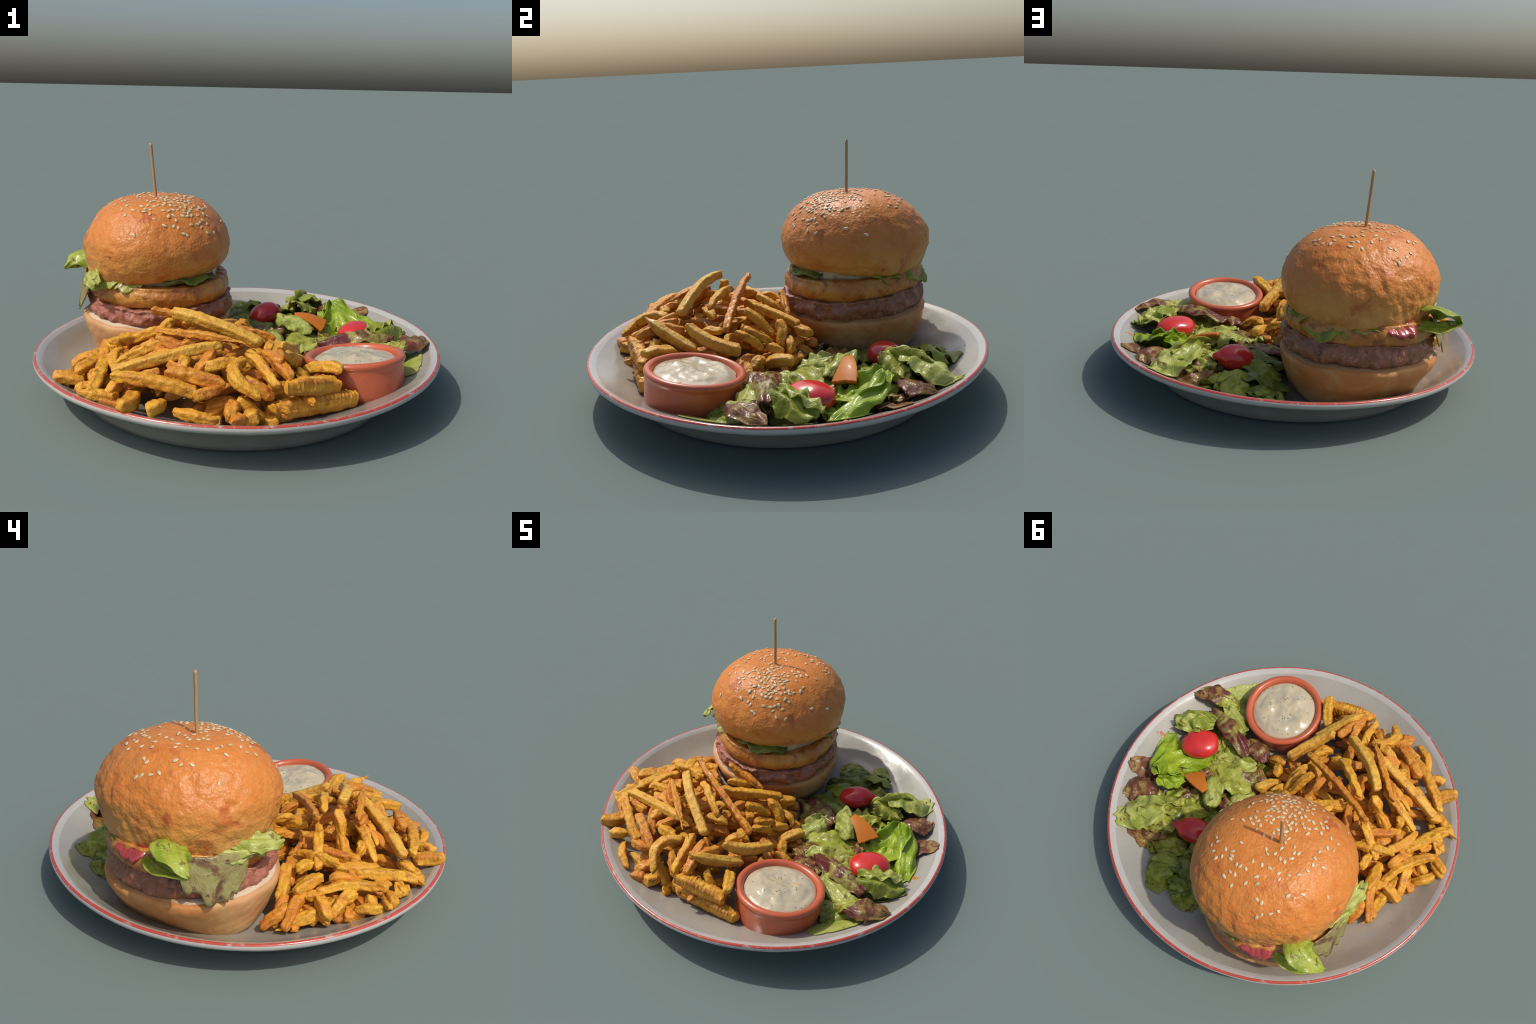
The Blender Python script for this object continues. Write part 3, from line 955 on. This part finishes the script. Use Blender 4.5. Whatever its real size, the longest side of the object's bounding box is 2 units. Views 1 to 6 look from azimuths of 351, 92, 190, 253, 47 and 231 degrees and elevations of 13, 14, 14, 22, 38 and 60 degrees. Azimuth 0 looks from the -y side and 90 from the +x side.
def build_salad():
    top = empty("side_salad", "green and red lettuce salad with cherry tomatoes", "salad")
    L = lambda mat, spine, hw, **k: leaf(top, mat, [(x, y, z - .015) for x, y, z in spine], hw, **k)
    # bright frilly leaf standing up beside the near tomato
    L(LEAF_BRIGHT, [(.500, .120, .170), (.605, .270, .165), (.602, .428, .300)], .105, roll=-6, cup=.35, ruffle=.016, seed=1, blunt=.35)
    L(LEAF_BRIGHT, [(.590, .435, .285), (.705, .335, .238), (.830, .180, .150)], .085, roll=14, cup=-.85, ruffle=.010, seed=2, blunt=.35)
    L(LEAF_BRIGHT, [(.520, .330, .215), (.545, .405, .235), (.600, .450, .262)], .050, roll=-50, cup=.8, ruffle=.012, seed=3)
    L(LEAF_BRIGHT, [(.600, .200, .170), (.690, .240, .160), (.780, .260, .140)], .100, roll=0, cup=.2, ruffle=.02, seed=4)
    # green leaf draped in front of the tomato
    L(LEAF_GREEN, [(.690, -.040, .265), (.790, .030, .272), (.888, .115, .215)], .092, roll=8, cup=-.7, ruffle=.012, seed=5, blunt=.35)
    L(LEAF_PALE, [(.690, -.020, .240), (.760, .060, .250), (.850, .150, .235)], .060, roll=-20, cup=.4, ruffle=.016, seed=6)
    L(LEAF_DARK, [(.745, -.050, .185), (.830, .030, .180), (.895, .125, .165)], .075, roll=48, cup=-.2, ruffle=.010, seed=7)
    # long purple leaf beside the ramekin
    L(LEAF_PURPLE, [(.400, -.050, .215), (.590, -.080, .270), (.785, -.085, .240)], .066, roll=6, cup=-.7, ruffle=.012, seed=8, blunt=.35)
    L(LEAF_PALE, [(.540, -.145, .215), (.650, -.160, .235), (.780, -.180, .220)], .060, roll=10, cup=-.5, ruffle=.014, seed=9)
    L(LEAF_MOTTLED, [(.440, .000, .180), (.520, .010, .170), (.600, -.010, .190)], .055, roll=-14, cup=-.2, ruffle=.014, seed=10)
    # brown-tipped leaf reaching for the rim, pale ones under it
    L(LEAF_RED, [(.770, -.235, .230), (.865, -.165, .262), (.955, -.075, .222)], .074, roll=4, cup=-.42, ruffle=.006, seed=11, blunt=.75, crumple=.005, pleats=.06)
    L(LEAF_MOTTLED, [(.720, -.230, .215), (.790, -.185, .250), (.860, -.130, .240)], .055, roll=-10, cup=-.3, ruffle=.01, seed=12)
    L(LEAF_PALE, [(.740, -.440, .135), (.800, -.310, .140), (.860, -.170, .155)], .055, roll=8, cup=.1, ruffle=.012, seed=13)
    L(LEAF_GREEN, [(.700, -.320, .170), (.770, -.240, .175), (.830, -.150, .180)], .070, roll=16, cup=-.3, ruffle=.014, seed=14)
    # mottled heart of the salad
    L(LEAF_MOTTLED, [(.260, .010, .150), (.375, .095, .192), (.520, .190, .135)], .115, roll=0, cup=-.25, ruffle=.018, seed=15, crumple=.012, blunt=.3)
    L(LEAF_PALE, [(.340, -.070, .170), (.445, .020, .178), (.570, .085, .140)], .085, roll=8, cup=-.25, ruffle=.014, seed=16, crumple=.010)
    L(LEAF_PALE, [(.430, .200, .195), (.345, .250, .252), (.262, .330, .240)], .085, roll=0, cup=-1.05, ruffle=.010, seed=17, blunt=.3)
    L(LEAF_PALE, [(.195, .040, .120), (.215, .130, .185), (.200, .230, .195)], .075, roll=16, cup=-.4, ruffle=.014, seed=18)
    L(LEAF_MOTTLED, [(.300, .200, .130), (.400, .240, .130), (.500, .300, .120)], .080, roll=0, cup=.2, ruffle=.02, seed=19, crumple=.016)
    L(LEAF_RED, [(.460, .080, .140), (.490, .160, .165), (.490, .240, .170)], .040, roll=0, cup=-.4, ruffle=.012, seed=20)
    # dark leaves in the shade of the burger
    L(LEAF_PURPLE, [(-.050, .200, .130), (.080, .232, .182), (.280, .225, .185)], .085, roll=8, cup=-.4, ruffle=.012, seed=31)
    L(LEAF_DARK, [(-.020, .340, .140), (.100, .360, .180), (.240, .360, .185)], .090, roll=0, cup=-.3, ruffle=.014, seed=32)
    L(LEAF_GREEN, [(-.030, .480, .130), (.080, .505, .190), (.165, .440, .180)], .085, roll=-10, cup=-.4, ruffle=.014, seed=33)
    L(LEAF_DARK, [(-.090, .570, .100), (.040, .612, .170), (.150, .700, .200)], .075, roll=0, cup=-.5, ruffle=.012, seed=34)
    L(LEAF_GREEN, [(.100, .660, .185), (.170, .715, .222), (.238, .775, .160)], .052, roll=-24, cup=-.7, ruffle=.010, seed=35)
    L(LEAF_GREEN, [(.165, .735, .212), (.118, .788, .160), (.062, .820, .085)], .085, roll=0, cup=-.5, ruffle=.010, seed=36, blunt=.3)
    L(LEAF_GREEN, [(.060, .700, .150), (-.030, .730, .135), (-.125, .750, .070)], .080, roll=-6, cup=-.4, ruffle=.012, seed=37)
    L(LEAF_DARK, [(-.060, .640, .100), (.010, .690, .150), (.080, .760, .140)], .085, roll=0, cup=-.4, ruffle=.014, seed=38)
    # pale rugose leaf rolled into a funnel on the far side
    L(LEAF_PALE, [(.395, .540, .275), (.475, .650, .262), (.560, .765, .192)], .100, roll=-12, cup=-.3, ruffle=.008, seed=41, crumple=.013, blunt=.35)
    L(LEAF_MOTTLED, [(.350, .460, .255), (.420, .545, .272), (.490, .660, .262)], .055, roll=-70, cup=.75, ruffle=.010, seed=42)
    L(LEAF_MOTTLED, [(.380, .440, .285), (.450, .500, .255), (.525, .530, .215)], .065, roll=20, cup=-.7, ruffle=.012, seed=43)
    L(LEAF_MOTTLED, [(.290, .560, .200), (.370, .600, .215), (.440, .680, .215)], .070, roll=-20, cup=-.5, ruffle=.018, seed=44, crumple=.016)
    L(LEAF_RED, [(.545, .740, .155), (.420, .690, .175), (.290, .620, .180)], .085, roll=40, cup=-.2, ruffle=.010, seed=45)
    L(LEAF_DARK, [(.300, .520, .160), (.400, .560, .180), (.490, .600, .170)], .100, roll=0, cup=.2, ruffle=.02, seed=46)
    L(LEAF_MOTTLED, [(.270, .350, .170), (.350, .410, .185), (.420, .480, .180)], .070, roll=0, cup=-.2, ruffle=.016, seed=47)
    L(LEAF_PURPLE, [(-.150, .180, .150), (-.040, .130, .180), (.090, .080, .165)], .085, roll=0, cup=-.2, ruffle=.014, seed=48)
    # red-brown pieces at the rim
    L(LEAF_RED, [(.545, .505, .215), (.610, .575, .232), (.655, .655, .205)], .092, roll=-14, cup=-.42, ruffle=.006, seed=51, blunt=.75, crumple=.005, pleats=.06)
    L(LEAF_RED, [(.650, .420, .150), (.715, .455, .180), (.812, .510, .208)], .085, roll=-26, cup=-.36, ruffle=.006, seed=52, blunt=.75, crumple=.005, pleats=.06)
    L(LEAF_RED, [(.430, .745, .120), (.375, .700, .118), (.315, .650, .105)], .066, roll=0, cup=-.2, ruffle=.006, seed=53, blunt=.75, crumple=.005, pleats=.06)
    L(LEAF_RED, [(.320, -.110, .175), (.400, -.135, .205), (.500, -.140, .180)], .066, roll=6, cup=-.3, ruffle=.006, seed=54, blunt=.75, crumple=.005, pleats=.06)
    L(LEAF_RED, [(.170, .100, .110), (.250, -.010, .150), (.340, -.060, .150)], .050, roll=10, cup=-.3, ruffle=.010, seed=55)
    # loose larger leaves lying between the named ones
    for i, (x, y, z, a) in enumerate(((.30, .12, .125, .4), (.42, .10, .125, 2.2), (.50, .02, .150, 1.0), (.62, .02, .170, 2.6), (.40, .36, .155, .9),
                                      (.46, .44, .160, 2.0), (.20, .36, .145, .2), (.12, .50, .150, 1.3), (.34, .28, .160, 2.8), (.58, .34, .130, .6),
                                      (.70, .10, .165, 1.7), (.26, .62, .150, .5), (.66, -.22, .170, .8), (.55, -.06, .185, 2.9), (.30, .48, .150, 1.1))):
        d = Vector((math.cos(a), math.sin(a), 0)) * .095
        m = Vector((x, y, z - .015))
        L((LEAF_YELLOW, LEAF_MOTTLED, LEAF_PALE, LEAF_GREEN, LEAF_PURPLE)[i % 5], [tuple(m - d), tuple(m + Vector((0, 0, .02))), tuple(m + d)], .082,
          roll=-12 + 24 * (i % 2), cup=-.15, ruffle=.016, seed=70 + i, blunt=.45)
    # scraps under everything else
    mats = [LEAF_GREEN, LEAF_DARK, LEAF_MOTTLED, LEAF_PURPLE, LEAF_PALE, LEAF_GREEN, LEAF_YELLOW]
    k = 0
    while k < 40:
        x, y = rnd.uniform(0, .85), rnd.uniform(-.25, .78)
        r = math.hypot(x, y)
        if r > .80 or math.hypot(x - BX, y - BY) < .36 or math.hypot(x - .489, y + .401) < .27 or y < -.9 * x * .6 - .05 + .02 or (x > .6 and y > .35):
            continue
        k += 1
        z = floor_z(x, y) + rnd.uniform(.015, .055)
        a = rnd.random() * TAU
        d = Vector((math.cos(a), math.sin(a), 0)) * rnd.uniform(.05, .085)
        m = Vector((x, y, z))
        L(rnd.choice(mats), [tuple(m - d), tuple(m + Vector((0, 0, rnd.uniform(.005, .03)))), tuple(m + d)], rnd.uniform(.06, .09),
          roll=rnd.uniform(-15, 15), cup=rnd.uniform(-.35, .2), ruffle=.014, seed=100 + k, nu=22, nv=16)
    tomato(top, (.650, .110, .192), (.56, .80, .0), (.116, .094, .060), 3)
    tomato(top, (.212, .480, .195), (.80, .58, .22), (.098, .072, .066), 9, stalk=True)
    leaf(top, CARROT, [(.352, .292, .240), (.430, .285, .228), (.512, .262, .188)], .062, roll=13, cup=-.22, ruffle=0, seed=61, thick=.022, name="carrot_slice",
         crumple=0, pleats=0, creases=0, rib_h=0, wedge=.34)
    return top


build_plate()
build_burger()
build_pot()
build_fries()
build_salad()
